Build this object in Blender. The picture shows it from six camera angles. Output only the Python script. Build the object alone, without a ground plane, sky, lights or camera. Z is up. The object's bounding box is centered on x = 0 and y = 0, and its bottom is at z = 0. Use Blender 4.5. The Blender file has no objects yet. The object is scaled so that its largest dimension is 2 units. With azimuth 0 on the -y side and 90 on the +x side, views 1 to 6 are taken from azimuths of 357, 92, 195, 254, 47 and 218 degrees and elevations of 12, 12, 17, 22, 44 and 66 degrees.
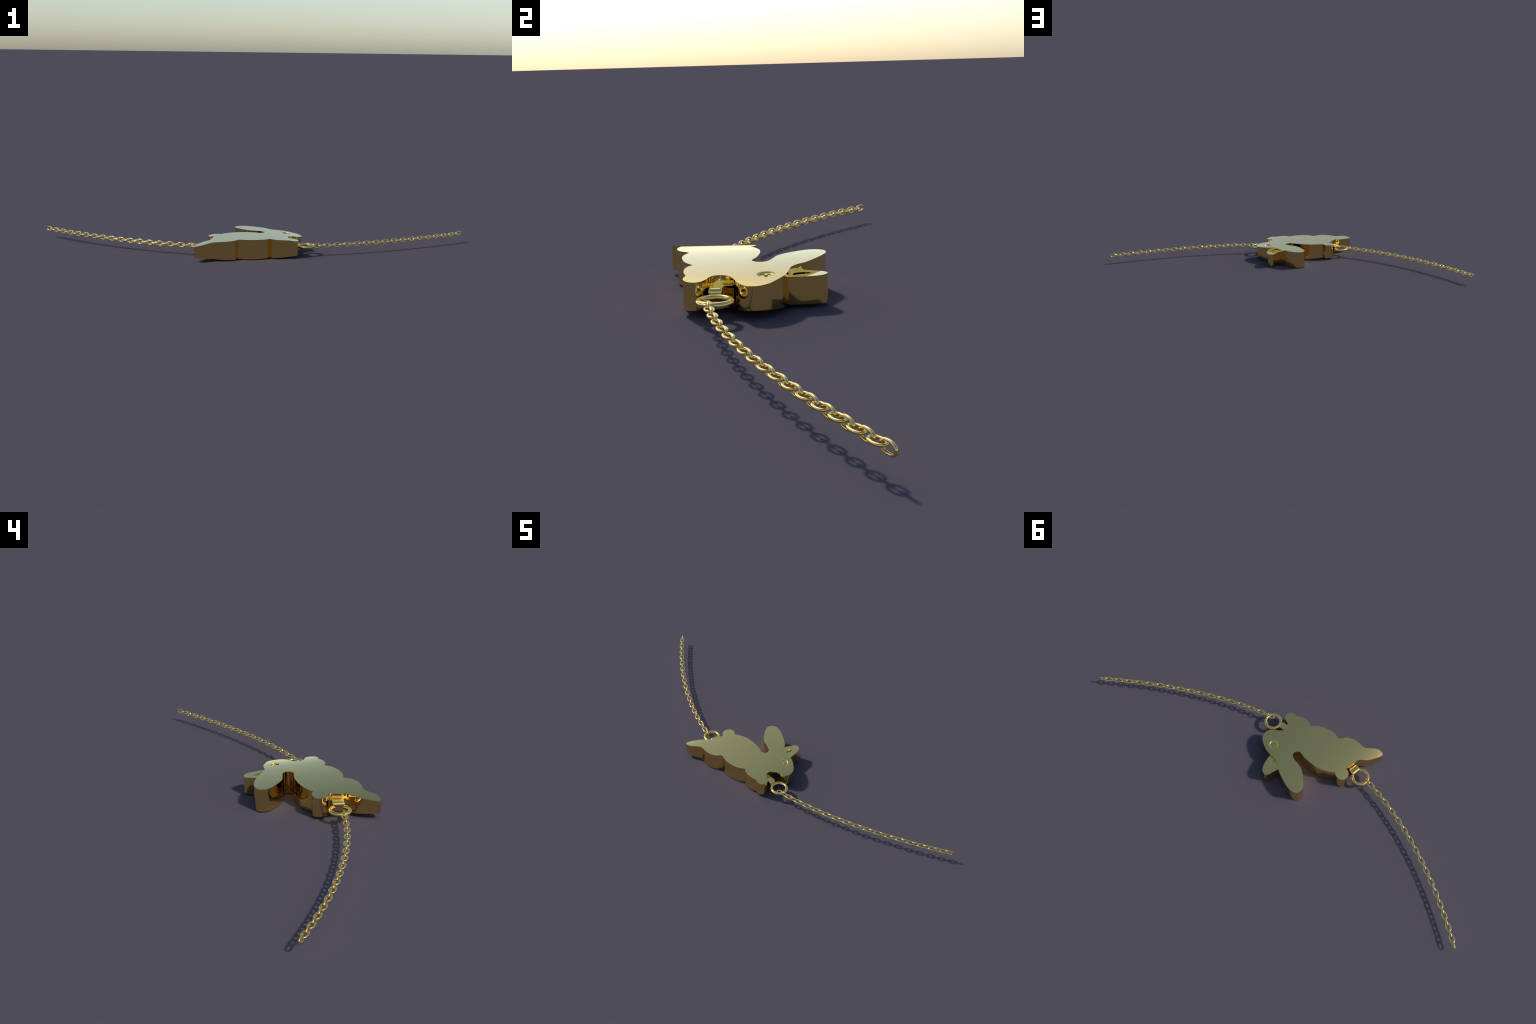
# Polished gold necklace piece: a flat running-rabbit pendant, two split rings
# held by small square bails, and two lengths of oval-link cable chain.
import bpy, bmesh, math
from mathutils import Vector, Matrix

# ------------------------------------------------------------------ material
def gold(name, color, rough):
    m = bpy.data.materials.new(name)
    m.use_nodes = True
    nt = m.node_tree
    b = nt.nodes["Principled BSDF"]
    b.inputs["Metallic"].default_value = 1.0
    tc = nt.nodes.new("ShaderNodeTexCoord")
    no = nt.nodes.new("ShaderNodeTexNoise")
    no.inputs["Scale"].default_value = 14.0
    no.inputs["Detail"].default_value = 2.0
    nt.links.new(tc.outputs["Object"], no.inputs["Vector"])
    cr = nt.nodes.new("ShaderNodeValToRGB")          # hardly visible alloy variation
    cr.color_ramp.elements[0].position = 0.35
    cr.color_ramp.elements[1].position = 0.65
    cr.color_ramp.elements[0].color = (color[0] * .995, color[1] * .99, color[2] * .985, 1)
    cr.color_ramp.elements[1].color = (*color, 1)
    nt.links.new(no.outputs["Fac"], cr.inputs["Fac"])
    nt.links.new(cr.outputs["Color"], b.inputs["Base Color"])
    mr = nt.nodes.new("ShaderNodeMapRange")
    mr.inputs["To Min"].default_value = rough * .92
    mr.inputs["To Max"].default_value = rough * 1.08
    nt.links.new(no.outputs["Fac"], mr.inputs["Value"])
    nt.links.new(mr.outputs["Result"], b.inputs["Roughness"])
    return m

GOLD = gold("polished_gold", (1.0, 0.712, 0.228), 0.03)

# ------------------------------------------------------------------ helpers
root = bpy.data.objects.new("rabbit_necklace", None)
bpy.context.scene.collection.objects.link(root)
root["label"] = "polished gold running rabbit pendant on a fine oval link chain"
root["category"] = "necklace"

def add(name, mesh, parent=root):
    ob = bpy.data.objects.new(name, mesh)
    bpy.context.scene.collection.objects.link(ob)
    ob.parent = parent
    return ob

def mesh_from(name, verts, faces, normals=None):
    me = bpy.data.meshes.new(name)
    me.from_pydata(verts, [], faces)
    me.materials.append(GOLD)
    me.polygons.foreach_set("use_smooth", [True] * len(me.polygons))
    me.update()
    if normals:
        me.normals_split_custom_set([n for f in normals for n in f])
    return me

def spline(pts, step=0.0022):
    """Centripetal Catmull-Rom through the control points, evenly stepped."""
    P = [Vector(p) for p in pts]
    P = [2 * P[0] - P[1]] + P + [2 * P[-1] - P[-2]]
    out = []
    for i in range(1, len(P) - 2):
        p0, p1, p2, p3 = P[i - 1:i + 3]
        t0 = 0.0
        t1 = t0 + (p1 - p0).length ** .5
        t2 = t1 + (p2 - p1).length ** .5
        t3 = t2 + (p3 - p2).length ** .5
        n = max(2, int((p2 - p1).length / step + .5))
        for k in range(n):
            t = t1 + (t2 - t1) * k / n
            a1 = (t1 - t) / (t1 - t0) * p0 + (t - t0) / (t1 - t0) * p1
            a2 = (t2 - t) / (t2 - t1) * p1 + (t - t1) / (t2 - t1) * p2
            a3 = (t3 - t) / (t3 - t2) * p2 + (t - t2) / (t3 - t2) * p3
            b1 = (t2 - t) / (t2 - t0) * a1 + (t - t0) / (t2 - t0) * a2
            b2 = (t3 - t) / (t3 - t1) * a2 + (t - t1) / (t3 - t1) * a3
            out.append((t2 - t) / (t2 - t1) * b1 + (t - t1) / (t2 - t1) * b2)
    return out                      # end point belongs to the next piece

# ------------------------------------------------------------------ slab shape
THICK = 0.0870
CROWN = -0.033                      # x of the highest line of the curved faces

def sag(x):
    d = x - CROWN
    return .2188 * d * d + .6956 * d ** 4 + (22.0 if d < 0 else 13.4) * d ** 6

def dsag(x):
    d = x - CROWN
    return 2 * .2188 * d + 4 * .6956 * d ** 3 + 6 * (22.0 if d < 0 else 13.4) * d ** 5

def top_z(x): return THICK - sag(x)
def bottom_z(x): return sag(x)

def cross2(a, b): return a.x * b.y - a.y * b.x

def insert_cuts(loop, planes):
    """Split outline edges where the cutting lines (point, normal) cross."""
    out = []
    n = len(loop)
    for i in range(n):
        a, b = loop[i], loop[(i + 1) % n]
        ts = []
        for co, no in planes:
            da, db = (a - co).dot(no), (b - co).dot(no)
            if da * db < 0:
                t = da / (da - db)
                if 1e-3 < t < 1 - 1e-3:
                    ts.append(t)
        out.append(a)
        for t in sorted(set(ts)):
            out.append(a.lerp(b, t))
    return out

def filled(loops, planes):
    """Triangulated flat sheet bounded by the loops, sliced by the planes."""
    bm = bmesh.new()
    for lp in loops:
        vs = [bm.verts.new((p.x, p.y, 0)) for p in lp]
        for i in range(len(vs)):
            bm.edges.new((vs[i], vs[(i + 1) % len(vs)]))
    bmesh.ops.triangle_fill(bm, use_beauty=True, use_dissolve=False,
                            edges=bm.edges[:], normal=(0, 0, 1))
    for co, no in planes:
        bmesh.ops.bisect_plane(bm, geom=bm.verts[:] + bm.edges[:] + bm.faces[:], dist=2e-6,
                               plane_co=(co.x, co.y, 0), plane_no=(no.x, no.y, 0))
    bmesh.ops.triangulate(bm, faces=bm.faces[:])
    tris = []
    for f in bm.faces:
        ps = [Vector((v.co.x, v.co.y)) for v in f.verts]
        if cross2(ps[1] - ps[0], ps[2] - ps[0]) < 0:
            ps.reverse()
        if abs(cross2(ps[1] - ps[0], ps[2] - ps[0])) > 1e-12:
            tris.append(ps)
    bm.free()
    return tris

def outline_normals(loop, corner_deg=32):
    """Per edge: outward normals at its start and end, smooth except at corners."""
    n = len(loop)
    en = []
    for i in range(n):
        d = loop[(i + 1) % n] - loop[i]
        en.append(Vector((d.y, -d.x)).normalized())
    res = []
    for i in range(n):
        def at(j, k):               # blend of edge j and edge k unless corner
            if en[j].dot(en[k]) < math.cos(math.radians(corner_deg)):
                return en[i]
            return (en[j] + en[k]).normalized()
        res.append((at(i - 1, i), at(i, (i + 1) % n)))
    return res

class Soup:
    """Faces with loop normals, sorted into named parts."""
    def __init__(self): self.parts = {}
    def face(self, part, pts, nrm):
        self.parts.setdefault(part, []).append((pts, nrm))
    def mesh(self, part, name):
        index, verts, faces, normals = {}, [], [], []
        for pts, nrm in self.parts[part]:
            ids = []
            for p in pts:
                k = (round(p[0], 6), round(p[1], 6), round(p[2], 6))
                if k not in index:
                    index[k] = len(verts)
                    verts.append(p)
                ids.append(index[k])
            if len(set(ids)) < len(ids):
                continue
            faces.append(ids)
            normals.append(nrm)
        return mesh_from(name, verts, faces, normals)

def up_normal(x, sign=1):
    return Vector((sign * dsag(x) * sign, 0, sign)).normalized() if sign > 0 else Vector((dsag(x), 0, -1)).normalized()

def slab(soup, loop, part_of, planes, top=top_z, top_n=up_normal, lift=0.0, hole=None):
    """Solid between the curved base (raised by lift) and the given top surface."""
    loop = insert_cuts(loop, planes)
    tops = filled([loop] + ([hole] if hole else []), planes)
    bots = filled([loop], planes)
    for ps in tops:
        c = (ps[0] + ps[1] + ps[2]) / 3
        soup.face(part_of(c), [(p.x, p.y, top(p.x)) for p in ps], [top_n(p.x) for p in ps])
    for ps in bots:
        c = (ps[0] + ps[1] + ps[2]) / 3
        ps = ps[::-1]
        soup.face(part_of(c), [(p.x, p.y, bottom_z(p.x) + lift) for p in ps], [up_normal(p.x, -1) for p in ps])
    nn = outline_normals(loop)
    for i, a in enumerate(loop):
        b = loop[(i + 1) % len(loop)]
        na, nb = (Vector((v.x, v.y, 0)) for v in nn[i])
        inside = (a + b) / 2 - Vector(nn[i][0]) * 1e-4
        soup.face(part_of(inside),
                  [(a.x, a.y, bottom_z(a.x) + lift), (b.x, b.y, bottom_z(b.x) + lift),
                   (b.x, b.y, top(b.x)), (a.x, a.y, top(a.x))], [na, nb, nb, na])

# ------------------------------------------------------------------ rabbit outline
# Three smooth runs meeting at the crisp corners (chest, and both sides of the tail).
CHEST, TAIL_A, TAIL_B = (.0531, -.1845), (-.1914, -.1094), (-.1639, -.0661)
belly_leg_foot = [CHEST, (.0355, -.1993), (.0190, -.2080), (-.0050, -.2145), (-.0296, -.2181), (-.0510, -.2172),
    (-.0690, -.2122), (-.0814, -.2085), (-.0872, -.2099), (-.1045, -.2297), (-.1232, -.2399), (-.1459, -.2445),
    (-.1683, -.2443), (-.1860, -.2411), (-.1995, -.2416), (-.2200, -.2540), (-.2423, -.2695), (-.2581, -.2738),
    (-.2720, -.2722), (-.2788, -.2680), (-.2800, -.2622), (-.2776, -.2536), (-.2580, -.2205), (-.2387, -.1975),
    (-.2161, -.1829), (-.2098, -.1747), (-.2050, -.1521), (-.1985, -.1310), (-.1936, -.1142), TAIL_A]
bob_tail = [TAIL_A, (-.2011, -.1073), (-.2100, -.1020), (-.2160, -.0935), (-.2188, -.0830), (-.2182, -.0723),
    (-.2138, -.0630), (-.2069, -.0564), (-.1960, -.0523), (-.1851, -.0523), (-.1750, -.0555), (-.1680, -.0603), TAIL_B]
back_ear_head_paw = [TAIL_B, (-.1503, -.0573), (-.1270, -.0470), (-.1014, -.0395), (-.0613, -.0377), (-.0145, -.0432),
    (.0129, -.0524), (.0212, -.0522), (.0290, -.0475), (.0345, -.0400), (.0355, -.0305), (.0324, -.0215),
    (.0262, -.0153), (.0005, -.0052), (-.0289, .0051), (-.0572, .0280), (-.0900, .0694), (-.0950, .0815),
    (-.0956, .0940), (-.0920, .1050), (-.0851, .1124), (-.0749, .1171), (-.0630, .1186), (-.0508, .1178),
    (-.0154, .1051), (.0452, .0692), (.0610, .0520), (.0800, .0388), (.1000, .0335), (.1200, .0308), (.1474, .0216),
    (.1720, .0065), (.1912, -.0090), (.2010, -.0260), (.2041, -.0400), (.2030, -.0520), (.1965, -.0650),
    (.1820, -.0774), (.1580, -.0874), (.1440, -.0975), (.1375, -.1080), (.1362, -.1192), (.1400, -.1322),
    (.1526, -.1415), (.1655, -.1473), (.1746, -.1558), (.1790, -.1655), (.1786, -.1755), (.1746, -.1849),
    (.1671, -.1921), (.1582, -.1955), (.1487, -.1952), (.1404, -.1925), (.1332, -.1925), (.1148, -.1982),
    (.0937, -.2003), (.0752, -.1981), (.0624, -.1929), CHEST]
def nudge(run, dy):                 # belly and leg edge sit a hair further out; ends stay put
    return [run[0]] + [(x, y + dy * min(1, max(0, (-.19 - y) / .02))) for x, y in run[1:-1]] + [run[-1]]
outline = spline(nudge(belly_leg_foot, -.0007)) + spline(bob_tail) + spline(back_ear_head_paw)
area = sum(cross2(outline[i - 1], outline[i]) for i in range(len(outline)))
if area < 0:
    outline.reverse()

# seams between anatomical parts: two points on the outline each
def seam(a, b):
    a, b = Vector(a), Vector(b)
    d = (b - a).normalized()
    return a, Vector((-d.y, d.x))
NECK = seam((.0345, -.0400), (.1370, -.1180))
EAR = seam((.0324, -.0215), (.0660, .0480))
ELBOW = seam(CHEST, (.1375, -.1250))
RUMP = seam(TAIL_A, TAIL_B)
HIP = seam((-.0836, -.2086), (-.2075, -.1650))
def side(s, p): return (p - s[0]).dot(s[1])

def part_of(c):
    if c.y > -.03 and side(EAR, c) > 0: return "ear"
    if side(NECK, c) > 0: return "head"
    if side(ELBOW, c) < 0 and c.x > CHEST[0]: return "forelimb"
    if side(RUMP, c) > 0 and c.x < -.15: return "tail"
    if side(HIP, c) > 0 and c.x < -.0836: return "hindlimb"
    return "torso"

planes = [NECK, EAR, ELBOW, RUMP, HIP, (Vector(CHEST), Vector((1, 0)))]
planes += [(Vector((-.276 + .010 * i, 0)), Vector((1, 0))) for i in range(48)]

# ------------------------------------------------------------------ eye
EYE = Vector((.1345, -.0174))
EYE_N = 56
def eye_ring(r): return [EYE + Vector((r * math.cos(2 * math.pi * k / EYE_N), r * math.sin(2 * math.pi * k / EYE_N))) for k in range(EYE_N)]

soup = Soup()
slab(soup, outline, part_of, planes, hole=eye_ring(.0200))
parts = {}
for name in ("torso", "head", "ear", "forelimb", "hindlimb", "tail"):
    parts[name] = add(name, soup.mesh(name, name))

# round sunk eye: hollowed rim falling to a level floor parallel to the cheek
prof = []
for k in range(9):
    a = math.radians(90 * k / 8)
    prof.append((.0200 - .0046 * (1 - math.cos(a)), .0046 * math.sin(a), a))
es = Soup()
for k in range(EYE_N):
    a0, a1 = 2 * math.pi * k / EYE_N, 2 * math.pi * (k + 1) / EYE_N
    def pt(r, d, a):
        x = EYE.x + r * math.cos(a)
        return (x, EYE.y + r * math.sin(a), top_z(x) - d)
    def nm(t, a):                   # inward-facing hollow
        h, v = math.cos(t), math.sin(t)
        return Vector((-h * math.cos(a) + v * .05, -h * math.sin(a), v + .02)).normalized()
    for i in range(len(prof) - 1):
        (r0, d0, t0), (r1, d1, t1) = prof[i], prof[i + 1]
        es.face("eye", [pt(r0, d0, a0), pt(r0, d0, a1), pt(r1, d1, a1), pt(r1, d1, a0)],
                [nm(t0, a0), nm(t0, a1), nm(t1, a1), nm(t1, a0)])
    r, d, t = prof[-1]
    cpt = (EYE.x, EYE.y, top_z(EYE.x) - d)
    q0, q1 = pt(r, d, a0), pt(r, d, a1)
    es.face("eye", [q0, q1, cpt], [up_normal(q0[0]), up_normal(q1[0]), up_normal(EYE.x)])
add("eye", es.mesh("eye", "eye"), parts["head"])
ps = Soup()
PR, PH = .0042, .0044
for k in range(28):
    a0, a1 = 2 * math.pi * k / 28, 2 * math.pi * (k + 1) / 28
    zf = top_z(EYE.x) - .0055
    A = [(EYE.x + PR * math.cos(a), EYE.y + PR * math.sin(a)) for a in (a0, a1)]
    N = [Vector((math.cos(a), math.sin(a), 0)) for a in (a0, a1)]
    tz = [top_z(p[0]) - .0046 + PH for p in A]
    ps.face("pupil", [(*A[0], zf), (*A[1], zf), (*A[1], tz[1]), (*A[0], tz[0])], [N[0], N[1], N[1], N[0]])
    ps.face("pupil", [(*A[0], tz[0]), (*A[1], tz[1]), (EYE.x, EYE.y, top_z(EYE.x) - .0046 + PH)], [up_normal(EYE.x)] * 3)
add("pupil", ps.mesh("pupil", "pupil"), parts["head"])

# ------------------------------------------------------------------ far ear, set lower, with hollow
far_ear = spline([(.1185, .0240), (.1194, .0330), (.1196, .0418), (.1181, .0607), (.1156, .0772), (.1109, .0944),
                  (.1052, .1053), (.0981, .1123), (.0882, .1171), (.0798, .1170), (.0720, .1126), (.0669, .1046),
                  (.0622, .0922), (.0567, .0790), (.0496, .0633)]) + [Vector((.0496, .0633)), Vector((.0580, .0300)), Vector((.1000, .0150))]
if sum(cross2(far_ear[i - 1], far_ear[i]) for i in range(len(far_ear))) < 0:
    far_ear.reverse()
hollow = spline([(.1028, .0397), (.1010, .0470), (.0944, .0635), (.0890, .0750), (.0850, .0822)], .0015) + \
         spline([(.0850, .0822), (.0812, .0805), (.0774, .0755), (.0752, .0680), (.0756, .0585), (.0790, .0485),
                 (.0845, .0428), (.0930, .0408), (.1028, .0397)], .0015)
if sum(cross2(hollow[i - 1], hollow[i]) for i in range(len(hollow))) < 0:
    hollow.reverse()
EAR_TOP, HOLLOW = .0690, .0090
ear_planes = [(Vector((.05 + .008 * i, 0)), Vector((1, 0))) for i in range(10)]
hollow = insert_cuts(hollow, ear_planes)
fs = Soup()
slab(fs, far_ear, lambda c: "ear", ear_planes, top=lambda x: EAR_TOP, top_n=lambda x: Vector((0, 0, 1)), lift=.0008, hole=hollow)
far = add("ear", fs.mesh("ear", "far_ear"))
hs = Soup()
hn = outline_normals(hollow)
for i, a in enumerate(hollow):
    b = hollow[(i + 1) % len(hollow)]
    na, nb = (-Vector((v.x, v.y, 0)) for v in hn[i])
    za = zb = EAR_TOP
    hs.face("h", [(b.x, b.y, zb - HOLLOW), (a.x, a.y, za - HOLLOW), (a.x, a.y, za), (b.x, b.y, zb)], [nb, na, na, nb])
for t in filled([hollow], ear_planes):
    hs.face("h", [(p.x, p.y, EAR_TOP - HOLLOW) for p in t], [Vector((0, 0, 1)) for p in t])
add("ear_hollow", hs.mesh("h", "ear_hollow"), far)

# ------------------------------------------------------------------ bails and rings
def rounded_block(name, sx, sy, sz, R, r):
    """Bar with a round-cornered (radius R) side profile and eased cheeks (radius r)."""
    K = 7
    def profile(inset):
        pts, nrm = [], []
        hx, hz, q = sx / 2 - R, sz / 2 - R, R - inset
        for cx, cz, a0 in ((hx, hz, 0), (-hx, hz, 90), (-hx, -hz, 180), (hx, -hz, 270)):
            for k in range(K):
                a = math.radians(a0 + 90 * k / (K - 1))
                pts.append((cx + q * math.cos(a), cz + q * math.sin(a)))
                nrm.append((math.cos(a), math.sin(a)))
        return pts, nrm
    layers = []                                   # (y, inset, tilt toward the cheek)
    for k in (4, 3, 2, 1, 0):
        t = math.radians(22.5 * k)
        layers.append((-sy / 2 + r * (1 - math.sin(t)), r * (1 - math.cos(t)), -math.sin(t)))
    layers = layers + [(-y, i, -tl) for y, i, tl in reversed(layers)]
    rows, nrows = [], []
    for y, i, tl in layers:
        p, n = profile(i)
        c = math.sqrt(max(0, 1 - tl * tl))
        rows.append([(x, y, z) for x, z in p])
        nrows.append([Vector((nx * c, tl, nz * c)) for nx, nz in n])
    sp = Soup()
    m = len(rows[0])
    for j in range(len(rows) - 1):
        for k in range(m):
            l = (k + 1) % m
            sp.face("b", [rows[j][l], rows[j][k], rows[j + 1][k], rows[j + 1][l]],
                    [nrows[j][l], nrows[j][k], nrows[j + 1][k], nrows[j + 1][l]])
    sp.face("b", rows[0], [Vector((0, -1, 0))] * m)
    sp.face("b", rows[-1][::-1], [Vector((0, 1, 0))] * m)
    return sp.mesh("b", name)

RING_Z = .0413
bail = add("bail", rounded_block("bail", .056, .0300, .0380, .0095, .0050))
bail.location = (.1500, -.1252, .0407)
bail2 = add("bail", rounded_block("bail_wide", .0322, .0425, .0390, .0085, .0050))
bail2.location = (-.2185, -.1372, .0415)
bail2.rotation_euler = (0, 0, math.radians(-14))
post = add("bail_post", rounded_block("bail_post", .0200, .0240, .0180, .004, .002))
post.location = (-.1980, -.1410, .0415)
post.rotation_euler = (0, 0, math.radians(-14))

def torus(name, path, r, seg):
    """Round wire swept along a closed planar path (x, y)."""
    n = len(path)
    verts, faces, normals = [], [], []
    nrm = []
    for i in range(n):
        t = (path[(i + 1) % n] - path[i - 1]).normalized()
        o = Vector((t.y, -t.x, 0))
        for k in range(seg):
            a = 2 * math.pi * k / seg
            d = o * math.cos(a) + Vector((0, 0, math.sin(a)))
            verts.append(Vector((path[i].x, path[i].y, 0)) + d * r)
            nrm.append(d)
    for i in range(n):
        j = (i + 1) % n
        for k in range(seg):
            l = (k + 1) % seg
            f = [i * seg + k, j * seg + k, j * seg + l, i * seg + l]
            faces.append(f)
            normals.append([nrm[q] for q in f])
    return mesh_from(name, verts, faces, normals)

def oval(a, b, n, e=2.0):
    """Ellipse, or a slightly squarer super-ellipse for e > 2."""
    out = []
    for k in range(n):
        c, q = math.cos(2 * math.pi * k / n), math.sin(2 * math.pi * k / n)
        f = (abs(c) ** e + abs(q) ** e) ** (-1 / e)
        out.append(Vector((a * c * f, b * q * f)))
    return out

ring_mesh = torus("ring", oval(.0339, .0339, 96), .0072, 28)
for c in ((.2161, -.1225), (-.2575, -.1289)):
    rg = add("ring", ring_mesh)
    rg.location = (c[0], c[1], RING_Z)

# ------------------------------------------------------------------ chains
LINK_LEN, LINK_WID, WIRE = .0393, .0240, .0056
link_mesh = torus("chain_link", oval((LINK_LEN - WIRE) / 2, (LINK_WID - WIRE) / 2, 44, 2.25), WIRE / 2, 16)
CHAIN_Z = .0442

def cubic(c, t): return ((c[3] * t + c[2]) * t + c[1]) * t + c[0]
def slope(c, t): return (3 * c[3] * t + 2 * c[2]) * t + c[1]

def hang_chain(cx, cy, first, last, size):
    """Links every half step along the cubic path, alternately flat and on edge."""
    n = int(round((last - first) * 2)) + 1
    for k in range(n):
        t = first + .5 * k
        flat = abs(t - round(t)) < .1
        ob = add("chain_link", link_mesh)
        ang = math.atan2(slope(cy, t), slope(cx, t))
        ob.matrix_world = (Matrix.Translation((cubic(cx, t), cubic(cy, t), CHAIN_Z)) @ Matrix.Rotation(ang, 4, 'Z')
                           @ Matrix.Rotation(0 if flat else math.pi / 2, 4, 'X') @ Matrix.Diagonal((size, size, size, 1)))

CHAIN_LX, CHAIN_LY = (-.317100, -.0483400, .000316736, 1.43939e-6), (-.123700, .0130700, .000990376, -1.51452e-5)
CHAIN_RX, CHAIN_RY = (.289600, .0476600, -.00013987, -3.19474e-6), (-.12769, .0101200, .000767632, -1.32562e-5)
hang_chain(CHAIN_LX, CHAIN_LY, -.5, 15.5, 1.0)
hang_chain(CHAIN_RX, CHAIN_RY, -1.0, 15.5, .98)
